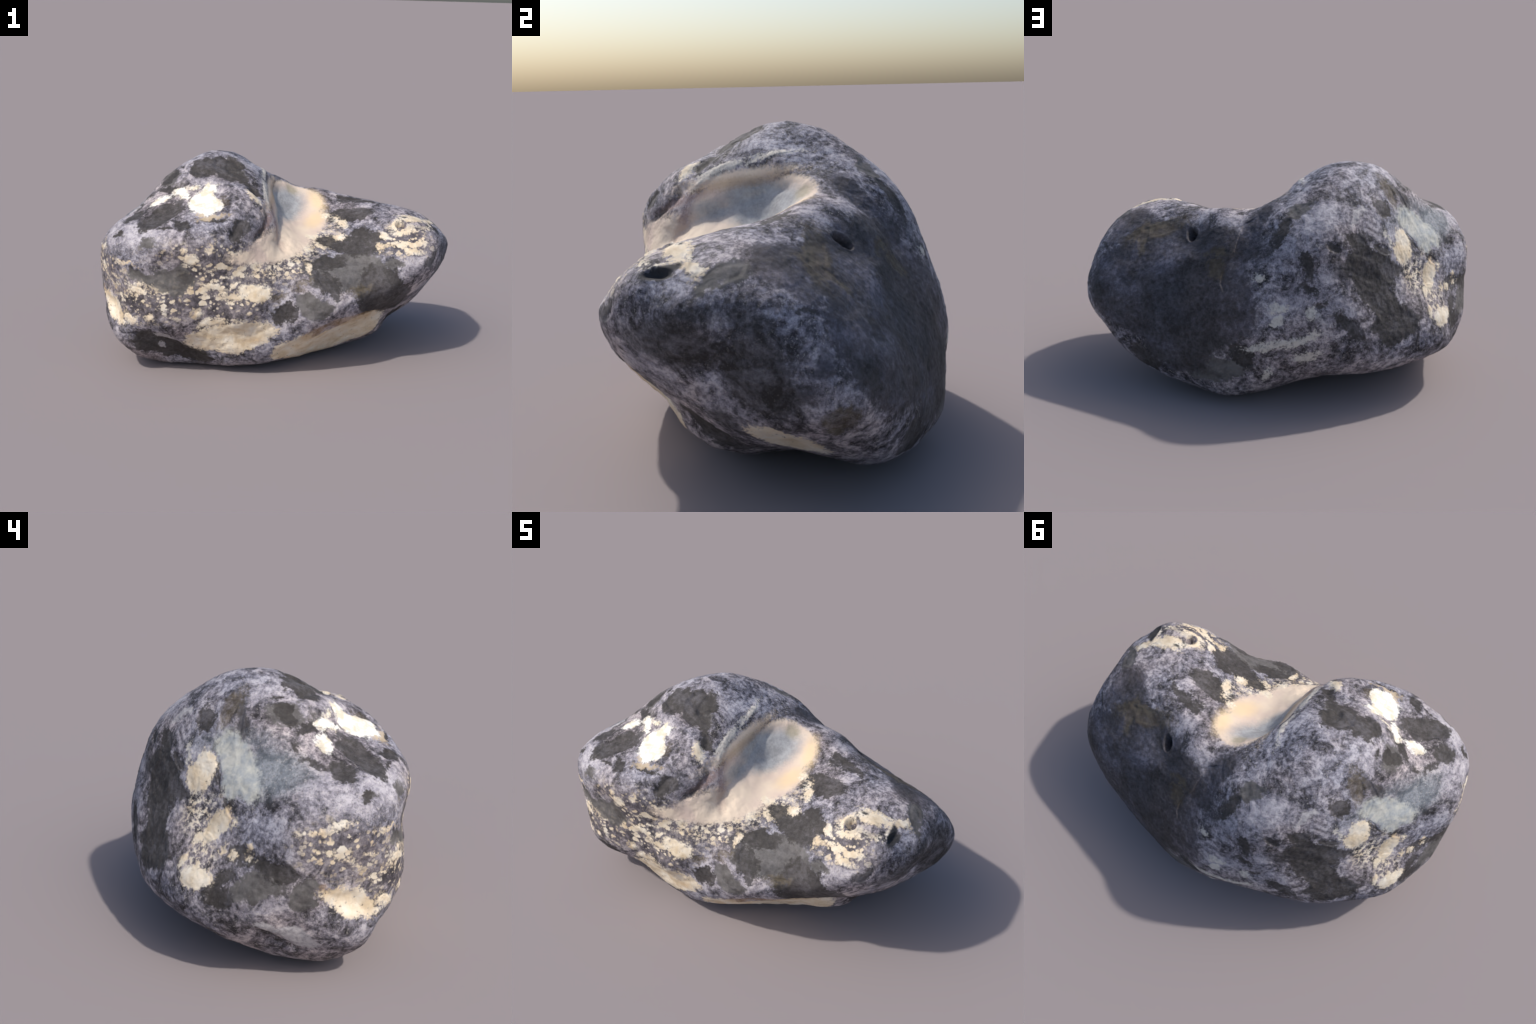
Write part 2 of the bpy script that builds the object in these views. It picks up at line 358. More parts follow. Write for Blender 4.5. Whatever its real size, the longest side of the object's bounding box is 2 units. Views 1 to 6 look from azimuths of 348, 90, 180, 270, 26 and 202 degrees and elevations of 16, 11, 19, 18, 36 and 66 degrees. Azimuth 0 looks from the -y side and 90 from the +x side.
PATCHES.setdefault('cream', []).extend([  # front
    ((-0.357, -0.536, 0.239), (-0.122, -0.584, 0.297), (-0.358, -0.500, 0.138)),
    ((-0.531, -0.489, 0.240), (-0.586, -0.493, 0.254), (-0.511, -0.477, 0.200)),
    ((0.247, -0.414, 0.177), (0.530, -0.373, 0.278), (0.322, -0.290, 0.075)),
    ((-0.025, -0.526, 0.160), (-0.122, -0.492, 0.090), (0.004, -0.462, 0.108)),
    ((-0.831, -0.478, 0.504), (-0.792, -0.503, 0.499), (-0.831, -0.478, 0.486)),
    ((-0.447, -0.561, 0.529), (-0.376, -0.565, 0.516), (-0.446, -0.560, 0.512)),
    ((-0.221, -0.575, 0.487), (-0.148, -0.569, 0.500), (-0.222, -0.585, 0.444)),
    ((-0.350, -0.571, 0.482), (-0.270, -0.575, 0.475), (-0.350, -0.573, 0.459)),
    ((-0.291, -0.565, 0.505), (-0.270, -0.571, 0.488), (-0.277, -0.561, 0.522)),
    ((-0.345, -0.562, 0.529), (-0.326, -0.556, 0.545), (-0.336, -0.563, 0.520)),
    ((-0.477, -0.567, 0.735), (-0.450, -0.565, 0.734), (-0.477, -0.569, 0.718)),
    ((-0.599, -0.557, 0.725), (-0.582, -0.560, 0.726), (-0.598, -0.557, 0.710)),
    ((-0.570, -0.559, 0.678), (-0.536, -0.563, 0.669), (-0.570, -0.556, 0.650)),
    ((-0.697, -0.529, 0.391), (-0.680, -0.532, 0.389), (-0.697, -0.528, 0.374)),
    ((-0.776, -0.503, 0.357), (-0.759, -0.508, 0.354), (-0.775, -0.498, 0.341)),
    ((-0.531, -0.542, 0.378), (-0.549, -0.543, 0.384), (-0.521, -0.537, 0.352)),
    ((-0.459, -0.539, 0.336), (-0.395, -0.561, 0.359), (-0.453, -0.534, 0.315)),
    ((-0.900, -0.430, 0.638), (-0.867, -0.458, 0.632), (-0.912, -0.415, 0.635)),
    ((-0.242, -0.528, 0.630), (-0.213, -0.521, 0.631), (-0.242, -0.531, 0.612)),
    ((0.272, -0.307, 0.703), (0.304, -0.314, 0.704), (0.265, -0.333, 0.688)),
    ((0.161, -0.353, 0.672), (0.185, -0.366, 0.662), (0.144, -0.349, 0.674)),
    ((0.118, -0.289, 0.698), (0.143, -0.292, 0.698), (0.113, -0.306, 0.693)),
    ((0.083, -0.373, 0.665), (0.111, -0.371, 0.663), (0.080, -0.387, 0.658)),
    ((0.310, -0.209, 0.755), (0.327, -0.255, 0.742), (0.325, -0.197, 0.764)),
    ((0.462, -0.450, 0.677), (0.476, -0.453, 0.680), (0.457, -0.467, 0.664)),
    ((0.496, -0.403, 0.726), (0.513, -0.416, 0.723), (0.501, -0.384, 0.740)),
    ((0.606, -0.418, 0.748), (0.674, -0.425, 0.754), (0.601, -0.432, 0.738)),
    ((0.575, -0.344, 0.782), (0.612, -0.298, 0.803), (0.550, -0.344, 0.777)),
    ((0.694, -0.309, 0.798), (0.780, -0.307, 0.767), (0.716, -0.270, 0.797)),
    ((0.537, -0.463, 0.699), (0.561, -0.464, 0.705), (0.534, -0.472, 0.690)),
    ((0.626, -0.509, 0.676), (0.660, -0.506, 0.677), (0.623, -0.517, 0.663)),
    ((0.698, -0.482, 0.705), (0.723, -0.477, 0.703), (0.696, -0.490, 0.697)),
    ((0.067, -0.490, 0.594), (0.086, -0.494, 0.592), (0.060, -0.517, 0.576)),
    ((0.255, -0.114, 0.780), (0.272, -0.133, 0.775), (0.245, -0.126, 0.771)),
    ((0.736, -0.269, 0.791), (0.644, -0.272, 0.809), (0.742, -0.279, 0.787)),
    ((0.815, -0.258, 0.759), (0.780, -0.276, 0.773), (0.827, -0.278, 0.747)),
    ((0.774, -0.346, 0.762), (0.771, -0.310, 0.771), (0.781, -0.343, 0.759)),
])
PATCHES.setdefault('cream', []).extend([  # blunt end
    ((-0.603, 0.263, 0.768), (-0.592, 0.220, 0.845), (-0.557, 0.319, 0.754)),
    ((-0.745, 0.202, 0.592), (-0.758, 0.153, 0.660), (-0.706, 0.253, 0.583)),
    ((-0.721, 0.272, 0.542), (-0.725, 0.244, 0.567), (-0.702, 0.298, 0.541)),
    ((-0.822, 0.283, 0.416), (-0.863, 0.206, 0.428), (-0.787, 0.301, 0.447)),
    ((-0.746, 0.336, 0.465), (-0.745, 0.316, 0.482), (-0.732, 0.356, 0.453)),
    ((-0.746, 0.233, 0.552), (-0.776, 0.207, 0.541), (-0.744, 0.247, 0.540)),
    ((-0.859, 0.128, 0.517), (-0.868, 0.115, 0.521), (-0.868, 0.128, 0.504)),
    ((-0.889, 0.075, 0.564), (-0.898, 0.065, 0.567), (-0.893, 0.075, 0.551)),
    ((-0.818, 0.161, 0.535), (-0.828, 0.147, 0.539), (-0.829, 0.161, 0.522)),
    ((-0.905, 0.075, 0.520), (-0.914, 0.062, 0.524), (-0.909, 0.076, 0.510)),
    ((-0.799, 0.133, 0.621), (-0.813, 0.117, 0.629), (-0.799, 0.142, 0.604)),
    ((-0.940, -0.299, 0.362), (-0.888, -0.404, 0.301), (-0.959, -0.281, 0.435)),
    ((-0.980, -0.260, 0.679), (-0.976, -0.291, 0.689), (-0.984, -0.247, 0.664)),
    ((-0.990, -0.173, 0.656), (-0.989, -0.191, 0.655), (-0.991, -0.174, 0.644)),
    ((-0.985, -0.115, 0.659), (-0.988, -0.130, 0.653), (-0.982, -0.111, 0.669)),
    ((-0.965, -0.301, 0.519), (-0.942, -0.336, 0.475), (-0.974, -0.282, 0.547)),
    ((-0.939, -0.369, 0.553), (-0.925, -0.389, 0.550), (-0.936, -0.370, 0.540)),
    ((-0.835, -0.475, 0.504), (-0.794, -0.502, 0.503), (-0.855, -0.459, 0.505)),
    ((-0.868, -0.436, 0.339), (-0.833, -0.469, 0.324), (-0.883, -0.423, 0.368)),
])
PATCHES.setdefault('cream', []).extend([  # snout side
    ((0.813, 0.014, 0.232), (0.795, 0.132, 0.188), (0.882, 0.025, 0.285)),
    ((0.776, -0.297, 0.772), (0.783, -0.272, 0.773), (0.789, -0.296, 0.764)),
    ((0.734, -0.404, 0.760), (0.747, -0.391, 0.762), (0.751, -0.402, 0.757)),
])
PATCHES.setdefault('cream', []).extend([  # hump
    ((-0.219, -0.353, 0.944), (-0.188, -0.371, 0.914), (-0.199, -0.336, 0.945)),
])
PATCHES.setdefault('bone', []).extend([  # back flank
    ((0.022, 0.631, 0.369), (-0.102, 0.621, 0.410), (0.021, 0.630, 0.345)),
    ((-0.144, 0.602, 0.310), (-0.200, 0.598, 0.335), (-0.152, 0.590, 0.281)),
    ((0.013, 0.606, 0.488), (-0.011, 0.608, 0.493), (0.019, 0.613, 0.464)),
    ((0.009, 0.594, 0.541), (-0.034, 0.595, 0.546), (0.008, 0.602, 0.520)),
    ((0.046, 0.601, 0.208), (0.024, 0.598, 0.207), (0.045, 0.589, 0.180)),
    ((0.097, 0.517, 0.668), (0.072, 0.522, 0.681), (0.093, 0.528, 0.652)),
    ((-0.109, 0.618, 0.396), (-0.195, 0.606, 0.435), (-0.116, 0.616, 0.375)),
    ((-0.148, 0.605, 0.521), (-0.172, 0.600, 0.527), (-0.149, 0.609, 0.496)),
])
PATCHES.setdefault('bone', []).extend([  # hollow
    ((-0.089, -0.003, 1.016), (-0.103, 0.100, 1.024), (-0.100, -0.011, 1.023)),
    ((-0.122, -0.204, 0.960), (-0.109, -0.107, 0.991), (-0.105, -0.189, 0.950)),
    ((-0.123, -0.273, 0.917), (-0.126, -0.318, 0.891), (-0.114, -0.267, 0.910)),
])
PATCHES.setdefault('bone', []).extend([  # blunt end
    ((-0.526, 0.313, 0.815), (-0.510, 0.305, 0.851), (-0.519, 0.323, 0.809)),
])
PATCHES.setdefault('bright', []).extend([  # hump
    ((-0.468, -0.357, 0.906), (-0.431, -0.451, 0.877), (-0.391, -0.343, 0.947)),
    ((-0.434, -0.316, 0.946), (-0.411, -0.307, 0.964), (-0.468, -0.306, 0.936)),
    ((-0.439, -0.282, 0.972), (-0.388, -0.277, 0.995), (-0.430, -0.306, 0.955)),
    ((-0.567, -0.267, 0.930), (-0.543, -0.275, 0.934), (-0.568, -0.277, 0.922)),
    ((-0.611, -0.211, 0.943), (-0.586, -0.218, 0.955), (-0.628, -0.214, 0.931)),
    ((-0.687, -0.220, 0.899), (-0.739, -0.231, 0.875), (-0.678, -0.249, 0.892)),
    ((-0.703, -0.206, 0.897), (-0.741, -0.219, 0.875), (-0.722, -0.192, 0.890)),
    ((-0.582, -0.226, 0.951), (-0.571, -0.264, 0.931), (-0.614, -0.199, 0.947)),
    ((-0.524, -0.228, 0.983), (-0.488, -0.239, 0.989), (-0.526, -0.239, 0.973)),
])
PATCHES.setdefault('lip', []).extend([  # hump
    ((-0.447, -0.465, 0.864), (-0.366, -0.472, 0.878), (-0.440, -0.477, 0.859)),
    ((-0.508, -0.438, 0.876), (-0.534, -0.424, 0.879), (-0.506, -0.451, 0.870)),
])
PATCHES.setdefault('lilac', []).extend([  # hump
    ((-0.272, -0.482, 0.841), (-0.200, -0.432, 0.861), (-0.285, -0.513, 0.786)),
    ((-0.817, -0.459, 0.767), (-0.930, -0.358, 0.748), (-0.812, -0.491, 0.713)),
    ((-0.344, -0.032, 1.117), (-0.435, -0.052, 1.104), (-0.338, 0.006, 1.124)),
    ((-0.480, -0.216, 1.014), (-0.556, -0.149, 1.019), (-0.483, -0.238, 0.993)),
    ((-0.225, -0.091, 1.078), (-0.163, -0.124, 1.036), (-0.250, -0.102, 1.078)),
    ((-0.895, -0.182, 0.802), (-0.911, -0.105, 0.768), (-0.900, -0.295, 0.803)),
    ((-0.477, -0.043, 1.094), (-0.545, 0.006, 1.056), (-0.460, -0.076, 1.091)),
    ((-0.518, 0.044, 1.068), (-0.514, 0.106, 1.047), (-0.468, 0.023, 1.100)),
    ((-0.865, -0.337, 0.811), (-0.876, -0.221, 0.816), (-0.823, -0.341, 0.830)),
])
PATCHES.setdefault('lilac', []).extend([  # snout side
    ((0.833, -0.161, 0.337), (0.833, -0.223, 0.392), (0.754, -0.138, 0.242)),
    ((0.758, -0.400, 0.455), (0.752, -0.467, 0.518), (0.825, -0.358, 0.504)),
    ((0.962, 0.094, 0.576), (0.909, 0.071, 0.655), (0.949, 0.136, 0.561)),
    ((0.986, 0.117, 0.404), (0.975, 0.039, 0.402), (0.993, 0.117, 0.450)),
])
PATCHES.setdefault('lilac', []).extend([  # front
    ((0.106, -0.598, 0.488), (0.206, -0.626, 0.433), (0.132, -0.584, 0.512)),
    ((0.349, -0.497, 0.607), (0.271, -0.503, 0.588), (0.363, -0.513, 0.593)),
    ((0.609, -0.526, 0.652), (0.676, -0.505, 0.678), (0.618, -0.548, 0.623)),
    ((0.020, -0.617, 0.362), (0.145, -0.624, 0.376), (0.027, -0.615, 0.331)),
    ((0.601, -0.554, 0.603), (0.706, -0.508, 0.670), (0.528, -0.572, 0.515)),
])
PATCHES.setdefault('lilac', []).extend([  # back flank
    ((-0.137, 0.416, 0.917), (-0.281, 0.358, 0.972), (-0.159, 0.467, 0.870)),
    ((0.333, 0.263, 0.807), (0.201, 0.280, 0.838), (0.341, 0.314, 0.754)),
    ((-0.100, 0.574, 0.607), (0.052, 0.602, 0.512), (-0.128, 0.549, 0.699)),
    ((0.026, 0.487, 0.772), (0.116, 0.467, 0.726), (-0.026, 0.516, 0.761)),
    ((-0.001, 0.456, 0.827), (0.130, 0.438, 0.741), (-0.060, 0.501, 0.805)),
    ((-0.228, 0.372, 0.967), (-0.117, 0.373, 0.945), (-0.281, 0.407, 0.918)),
    ((0.396, 0.121, 0.848), (0.310, 0.130, 0.871), (0.377, 0.076, 0.861)),
])
PATCHES.setdefault('lilac', []).extend([  # back
    ((-0.115, 0.467, 0.864), (-0.055, 0.394, 0.912), (-0.159, 0.440, 0.899)),
    ((-0.260, 0.567, 0.566), (-0.223, 0.596, 0.497), (-0.320, 0.538, 0.583)),
])
PATCHES.setdefault('lilac', []).extend([  # blunt end
    ((-0.953, -0.308, 0.747), (-0.835, -0.441, 0.771), (-0.975, -0.308, 0.689)),
    ((-0.969, 0.042, 0.347), (-0.941, 0.123, 0.315), (-0.970, 0.042, 0.391)),
    ((-0.584, 0.278, 0.781), (-0.567, 0.324, 0.721), (-0.541, 0.297, 0.822)),
])
PATCHES.setdefault('plate', []).extend([  # blunt end
    ((-0.694, 0.109, 0.813), (-0.821, 0.046, 0.721), (-0.733, 0.034, 0.831)),
    ((-0.716, 0.142, 0.753), (-0.695, 0.175, 0.734), (-0.762, 0.120, 0.712)),
])
PATCHES.setdefault('bluegrey', []).extend([  # hump
    ((-0.777, -0.005, 0.817), (-0.845, -0.139, 0.826), (-0.850, -0.003, 0.739)),
])
PATCHES.setdefault('bluegrey', []).extend([  # blunt end
    ((-0.636, 0.120, 0.897), (-0.695, 0.012, 0.913), (-0.634, 0.142, 0.868)),
])
PATCHES.setdefault('ochre', []).extend([  # front
    ((-0.246, -0.551, 0.227), (-0.197, -0.560, 0.230), (-0.249, -0.548, 0.209)),
    ((0.307, -0.516, 0.302), (0.450, -0.454, 0.307), (0.327, -0.477, 0.275)),
    ((0.078, -0.570, 0.251), (-0.000, -0.559, 0.209), (0.098, -0.542, 0.227)),
])
PATCHES.setdefault('ochre', []).extend([  # hollow
    ((-0.066, -0.149, 0.915), (-0.019, 0.017, 0.947), (-0.081, -0.157, 0.932)),
])
PATCHES.setdefault('ochre', []).extend([  # blunt end
    ((-0.775, 0.148, 0.638), (-0.784, 0.146, 0.624), (-0.768, 0.153, 0.641)),
    ((-0.984, -0.195, 0.442), (-0.986, -0.186, 0.438), (-0.984, -0.195, 0.432)),
])
PATCHES.setdefault('hollow', []).extend([  # hollow
    ((0.091, 0.019, 0.814), (0.259, 0.033, 0.852), (0.019, 0.088, 0.947)),
    ((0.023, -0.165, 0.762), (0.241, -0.074, 0.793), (0.066, -0.310, 0.699)),
    ((-0.069, -0.416, 0.704), (-0.276, -0.531, 0.676), (-0.039, -0.453, 0.639)),
    ((-0.099, -0.381, 0.776), (-0.154, -0.437, 0.776), (-0.070, -0.341, 0.780)),
    ((-0.084, -0.172, 0.929), (-0.021, 0.045, 0.968), (-0.104, -0.181, 0.951)),
])
PATCHES.setdefault('hollow', []).extend([  # front
    ((-0.250, -0.524, 0.672), (-0.379, -0.555, 0.675), (-0.250, -0.528, 0.637)),
])
PATCHES.setdefault('floor', []).extend([  # hollow
    ((0.004, -0.047, 0.821), (0.147, 0.075, 0.868), (0.071, -0.095, 0.753)),
    ((-0.047, -0.225, 0.809), (-0.067, -0.306, 0.802), (-0.018, -0.203, 0.781)),
])
PATCHES.setdefault('pinkshade', []).extend([  # hollow
    ((-0.080, -0.372, 0.759), (-0.059, -0.418, 0.692), (-0.059, -0.354, 0.754)),
    ((-0.113, -0.348, 0.844), (-0.079, -0.235, 0.878), (-0.116, -0.372, 0.820)),
])
PATCHES.setdefault('olive', []).extend([  # hollow
    ((0.099, 0.092, 0.889), (0.135, 0.090, 0.878), (0.101, 0.121, 0.906)),
])
PATCHES.setdefault('spotband', []).extend([  # front
    ((-0.376, -0.559, 0.548), (-0.108, -0.550, 0.534), (-0.374, -0.569, 0.356)),
    ((-0.680, -0.533, 0.461), (-0.909, -0.384, 0.420), (-0.680, -0.529, 0.352)),
    ((-0.467, -0.568, 0.690), (-0.722, -0.524, 0.687), (-0.466, -0.564, 0.626)),
    ((-0.034, -0.495, 0.597), (-0.155, -0.514, 0.607), (-0.031, -0.535, 0.550)),
    ((0.140, -0.315, 0.689), (0.049, -0.389, 0.658), (0.183, -0.383, 0.652)),
    ((0.595, -0.450, 0.724), (0.737, -0.469, 0.707), (0.569, -0.518, 0.653)),
])
PATCHES.setdefault('spotband', []).extend([  # blunt end
    ((-0.978, -0.280, 0.578), (-0.993, -0.105, 0.604), (-0.965, -0.284, 0.486)),
    ((-0.903, -0.403, 0.472), (-0.856, -0.457, 0.436), (-0.899, -0.397, 0.396)),
])
PATCHES.setdefault('ash', []).extend([  # blunt end
    ((-0.938, -0.104, 0.224), (-0.937, -0.191, 0.189), (-0.955, -0.119, 0.262)),
    ((-0.944, 0.002, 0.262), (-0.948, 0.059, 0.278), (-0.932, -0.006, 0.238)),
    ((-0.357, 0.356, 0.934), (-0.399, 0.309, 0.962), (-0.354, 0.375, 0.909)),
])
PATCHES.setdefault('ash', []).extend([  # back
    ((-0.203, 0.601, 0.498), (-0.239, 0.595, 0.470), (-0.178, 0.604, 0.504)),
])
PATCHES.setdefault('ash', []).extend([  # front
    ((-0.697, -0.441, 0.228), (-0.643, -0.447, 0.215), (-0.703, -0.416, 0.200)),
    ((-0.701, -0.391, 0.158), (-0.678, -0.389, 0.151), (-0.709, -0.384, 0.146)),
])
PATCHES.setdefault('speckle', []).extend([  # blunt end
    ((-0.784, 0.262, 0.481), (-0.764, 0.324, 0.455), (-0.758, 0.230, 0.540)),
    ((-0.680, 0.231, 0.672), (-0.636, 0.300, 0.634), (-0.686, 0.208, 0.697)),
    ((-0.660, 0.277, 0.626), (-0.666, 0.322, 0.556), (-0.713, 0.207, 0.645)),
])
PATCHES.setdefault('speckle', []).extend([  # front
    ((-0.021, -0.434, 0.649), (-0.151, -0.492, 0.647), (-0.020, -0.485, 0.605)),
    ((0.163, -0.299, 0.697), (0.046, -0.402, 0.650), (0.221, -0.330, 0.685)),
    ((-0.191, -0.524, 0.604), (-0.330, -0.546, 0.616), (-0.194, -0.544, 0.564)),
])
PATCHES.setdefault('yellow', []).extend([  # hollow
    ((0.233, 0.012, 0.836), (0.220, 0.090, 0.878), (0.199, 0.001, 0.822)),
    ((0.189, -0.124, 0.756), (0.241, -0.074, 0.793), (0.151, -0.095, 0.759)),
])
PATCHES.setdefault('dusk', []).extend([  # snout side
    ((0.950, -0.084, 0.622), (0.974, -0.007, 0.573), (0.938, -0.064, 0.661)),
    ((0.949, -0.072, 0.477), (0.956, 0.021, 0.379), (0.981, -0.004, 0.537)),
    ((0.882, -0.310, 0.561), (0.928, -0.180, 0.564), (0.837, -0.310, 0.478)),
    ((0.943, -0.057, 0.651), (0.930, -0.150, 0.673), (0.925, -0.053, 0.677)),
    ((0.885, -0.344, 0.654), (0.810, -0.451, 0.657), (0.879, -0.347, 0.609)),
    ((0.634, 0.438, 0.276), (0.805, 0.325, 0.251), (0.388, 0.545, 0.219)),
])
PATCHES.setdefault('dusk', []).extend([  # back flank
    ((0.369, 0.539, 0.334), (0.714, 0.394, 0.326), (0.368, 0.537, 0.119)),
    ((-0.014, 0.624, 0.422), (0.114, 0.594, 0.506), (-0.075, 0.621, 0.457)),
    ((0.028, 0.534, 0.687), (0.125, 0.461, 0.724), (-0.006, 0.563, 0.633)),
    ((0.324, 0.022, 0.857), (0.532, 0.015, 0.837), (0.251, 0.088, 0.876)),
])
PATCHES.setdefault('dusk', []).extend([  # back
    ((-0.257, 0.542, 0.635), (-0.166, 0.549, 0.687), (-0.296, 0.564, 0.540)),
    ((-0.279, 0.590, 0.389), (-0.153, 0.613, 0.421), (-0.358, 0.569, 0.328)),
])
PATCHES.setdefault('dusk', []).extend([  # blunt end
    ((-0.686, 0.435, 0.300), (-0.560, 0.505, 0.305), (-0.773, 0.372, 0.280)),
    ((-0.852, 0.291, 0.290), (-0.703, 0.429, 0.331), (-0.880, 0.239, 0.349)),
])
PATCHES.setdefault('dusk', []).extend([  # hump
    ((-0.905, -0.067, 0.745), (-0.834, 0.027, 0.721), (-0.938, -0.085, 0.725)),
    ((-0.250, -0.477, 0.831), (-0.334, -0.479, 0.875), (-0.178, -0.436, 0.819)),
    ((-0.342, -0.280, 0.999), (-0.378, -0.241, 1.018), (-0.285, -0.319, 0.981)),
    ((-0.173, -0.198, 1.000), (-0.146, -0.105, 1.029), (-0.176, -0.254, 0.977)),
])
PATCHES.setdefault('dusk', []).extend([  # front
    ((-0.375, -0.567, 0.393), (-0.550, -0.547, 0.418), (-0.372, -0.561, 0.321)),
    ((-0.849, -0.466, 0.427), (-0.909, -0.391, 0.451), (-0.849, -0.454, 0.329)),
])
PATCHES.setdefault('smoke', []).extend([  # snout side
    ((0.950, -0.084, 0.622), (0.974, -0.007, 0.573), (0.938, -0.064, 0.661)),
    ((0.949, -0.072, 0.477), (0.941, 0.024, 0.353), (0.987, 0.015, 0.546)),
    ((0.884, -0.302, 0.557), (0.933, -0.154, 0.557), (0.839, -0.302, 0.475)),
    ((0.819, -0.415, 0.561), (0.781, -0.468, 0.568), (0.805, -0.407, 0.524)),
    ((0.544, 0.473, 0.210), (0.667, 0.404, 0.195), (0.443, 0.516, 0.185)),
    ((0.927, 0.233, 0.464), (0.957, 0.187, 0.486), (0.941, 0.236, 0.419)),
    ((0.935, -0.241, 0.645), (0.885, -0.345, 0.646), (0.928, -0.243, 0.616)),
    ((0.792, -0.168, 0.292), (0.807, -0.206, 0.341), (0.835, -0.133, 0.316)),
])
PATCHES.setdefault('smoke', []).extend([  # back flank
    ((0.369, 0.542, 0.321), (0.504, 0.490, 0.306), (0.367, 0.551, 0.269)),
])
PATCHES.setdefault('smoke', []).extend([  # back
    ((-0.300, 0.506, 0.697), (-0.239, 0.523, 0.722), (-0.302, 0.517, 0.659)),
])


# ------------------------------------------------------------------ shaping
mesh = icosphere(9)
clay = Clay(mesh)
HOLE = (0.441, 0.206, 0.764)
clay.ease((0.06, -0.15, 0.79), 0.27, 0.16)          # even floor of the hollow
clay.ease((0.40, -0.43, 0.66), 0.26, 0.10)
clay.soften((0.06, -0.15, 0.79), 0.30, 40)
clay.normals()
# steep wall and crease where the hump meets the floor of the hollow
clay.groove([(-0.005, 0.010, 0.890), (-0.025, -0.070, 0.850), (-0.038, -0.140, 0.825), (-0.045, -0.220, 0.785),
             (-0.062, -0.320, 0.750), (-0.068, -0.410, 0.705)], 0.048, 0.024)
clay.pit((0.040, -0.080, 0.800), (0.090, 0.030, 0.840), (0.110, -0.130, 0.750), 0.016, 0.0, 1.0)
clay.normals()
clay.groove([(-0.030, -0.060, 0.870), (-0.050, -0.140, 0.845), (-0.056, -0.220, 0.805),
             (-0.066, -0.320, 0.765), (-0.069, -0.410, 0.708)], 0.016, 0.007)
clay.soften((0.00, -0.15, 0.82), 0.26, 12)
# hole bored in the dark flank, sockets on snout and hump
clay.pit(HOLE, (0.468, 0.212, 0.748), (0.436, 0.228, 0.778), 0.045, 0.002, 0.6)
clay.pit((0.806, -0.350, 0.742), (0.790, -0.400, 0.735), (0.830, -0.345, 0.735), 0.022, 0.002, 0.9)
clay.pit((0.604, -0.368, 0.770), (0.625, -0.400, 0.765), (0.580, -0.385, 0.772), 0.035, 0.009, 0.6)
clay.pit((-0.702, -0.355, 0.859), (-0.580, -0.302, 0.907), (-0.698, -0.435, 0.832), 0.010, 0.0, 0.6)
# hump: ledge under the white chip, curled furrows, scar on the crown
clay.groove([(-0.535, -0.430, 0.877), (-0.442, -0.492, 0.850), (-0.359, -0.478, 0.876), (-0.353, -0.417, 0.920)], 0.016, 0.008)
clay.groove([(-0.547, -0.113, 1.042), (-0.470, -0.172, 1.048), (-0.376, -0.225, 1.027), (-0.294, -0.248, 1.009),
             (-0.210, -0.239, 0.997), (-0.183, -0.321, 0.945)], 0.024, 0.008)
clay.groove([(-0.368, -0.542, 0.780), (-0.330, -0.505, 0.836), (-0.278, -0.468, 0.871)], 0.022, 0.009)
clay.groove([(-0.227, -0.493, 0.758), (-0.181, -0.453, 0.789), (-0.151, -0.406, 0.832), (-0.140, -0.350, 0.882)], 0.020, 0.009)
clay.pit((-0.314, -0.114, 1.083), (-0.231, -0.139, 1.056), (-0.306, -0.044, 1.110), 0.007, 0.0, 0.4)
clay.pit((-0.914, -0.023, 0.196), (-0.890, -0.124, 0.127), (-0.943, 0.010, 0.262), 0.014, 0.0, 0.5)
# flake step on the flank
clay.groove([(0.186, 0.267, 0.852), (0.226, 0.368, 0.736), (0.266, 0.397, 0.682), (0.290, 0.450, 0.612)],
            0.07, 0.006, side=(0.08, 0.45, 0.76))
# ledge over the lower chalk scoop and edge of the dark undercut
clay.groove([(-0.109, -0.530, 0.142), (0.031, -0.589, 0.261), (0.196, -0.597, 0.340), (0.370, -0.537, 0.350), (0.500, -0.448, 0.325)],
            0.05, 0.014, side=(0.25, -0.35, 0.12))
clay.groove([(-0.814, -0.460, 0.287), (-0.670, -0.443, 0.225), (-0.530, -0.420, 0.135), (-0.393, -0.440, 0.081)],
            0.08, 0.014, side=(-0.62, -0.33, 0.10))
clay.normals()
# glassy chips lie a little below the crust, chalk pieces stand a little proud
for kind, sink in (("dark", 0.0035), ("grey", 0.003), ("brown", 0.003), ("cream", -0.0022), ("bright", -0.003), ("bone", -0.002), ("ash", -0.002)):
    for c, t, s in PATCHES[kind]:
        if kind == "cream" and math.dist(c, t) > 0.11:
            clay.pit(c, t, s, 0.010, 0.0, 0.8)              # broad chalk scars are scooped
        else:
            clay.pit(c, t, s, sink, 0.0, 0.35)
clay.normals()
calm = 1-0.85*step((0.27-clay.near((0.05, -0.13, 0.80)))/0.08)      # the hollow is worn smooth
for size, height, seed in ((0.060, 0.0030, 1), (0.022, 0.0016, 2), (0.009, 0.0007, 3)):
    clay.grain(size, height*calm, seed)


# ------------------------------------------------------------------ material
mat = bpy.data.materials.new("flint_and_chalk"); mat.use_nodes = True
nt = mat.node_tree; nt.nodes.clear()


def node(kind, **props):
    n = nt.nodes.new(kind)
    for k, v in props.items():
        setattr(n, k, v)
    return n


def plug(sock, v):
    if isinstance(v, bpy.types.NodeSocket):
        nt.links.new(v, sock)
    elif hasattr(sock.default_value, "__len__") and not isinstance(v, (int, float)):
        sock.default_value = (*v, 1.0) if len(sock.default_value) == 4 and len(v) == 3 else v
    else:
        sock.default_value = v


def math_(op, *args, clamp=False):
    n = node("ShaderNodeMath", operation=op, use_clamp=clamp)
    for s, v in zip(n.inputs, args):
        plug(s, v)
    return n.outputs[0]


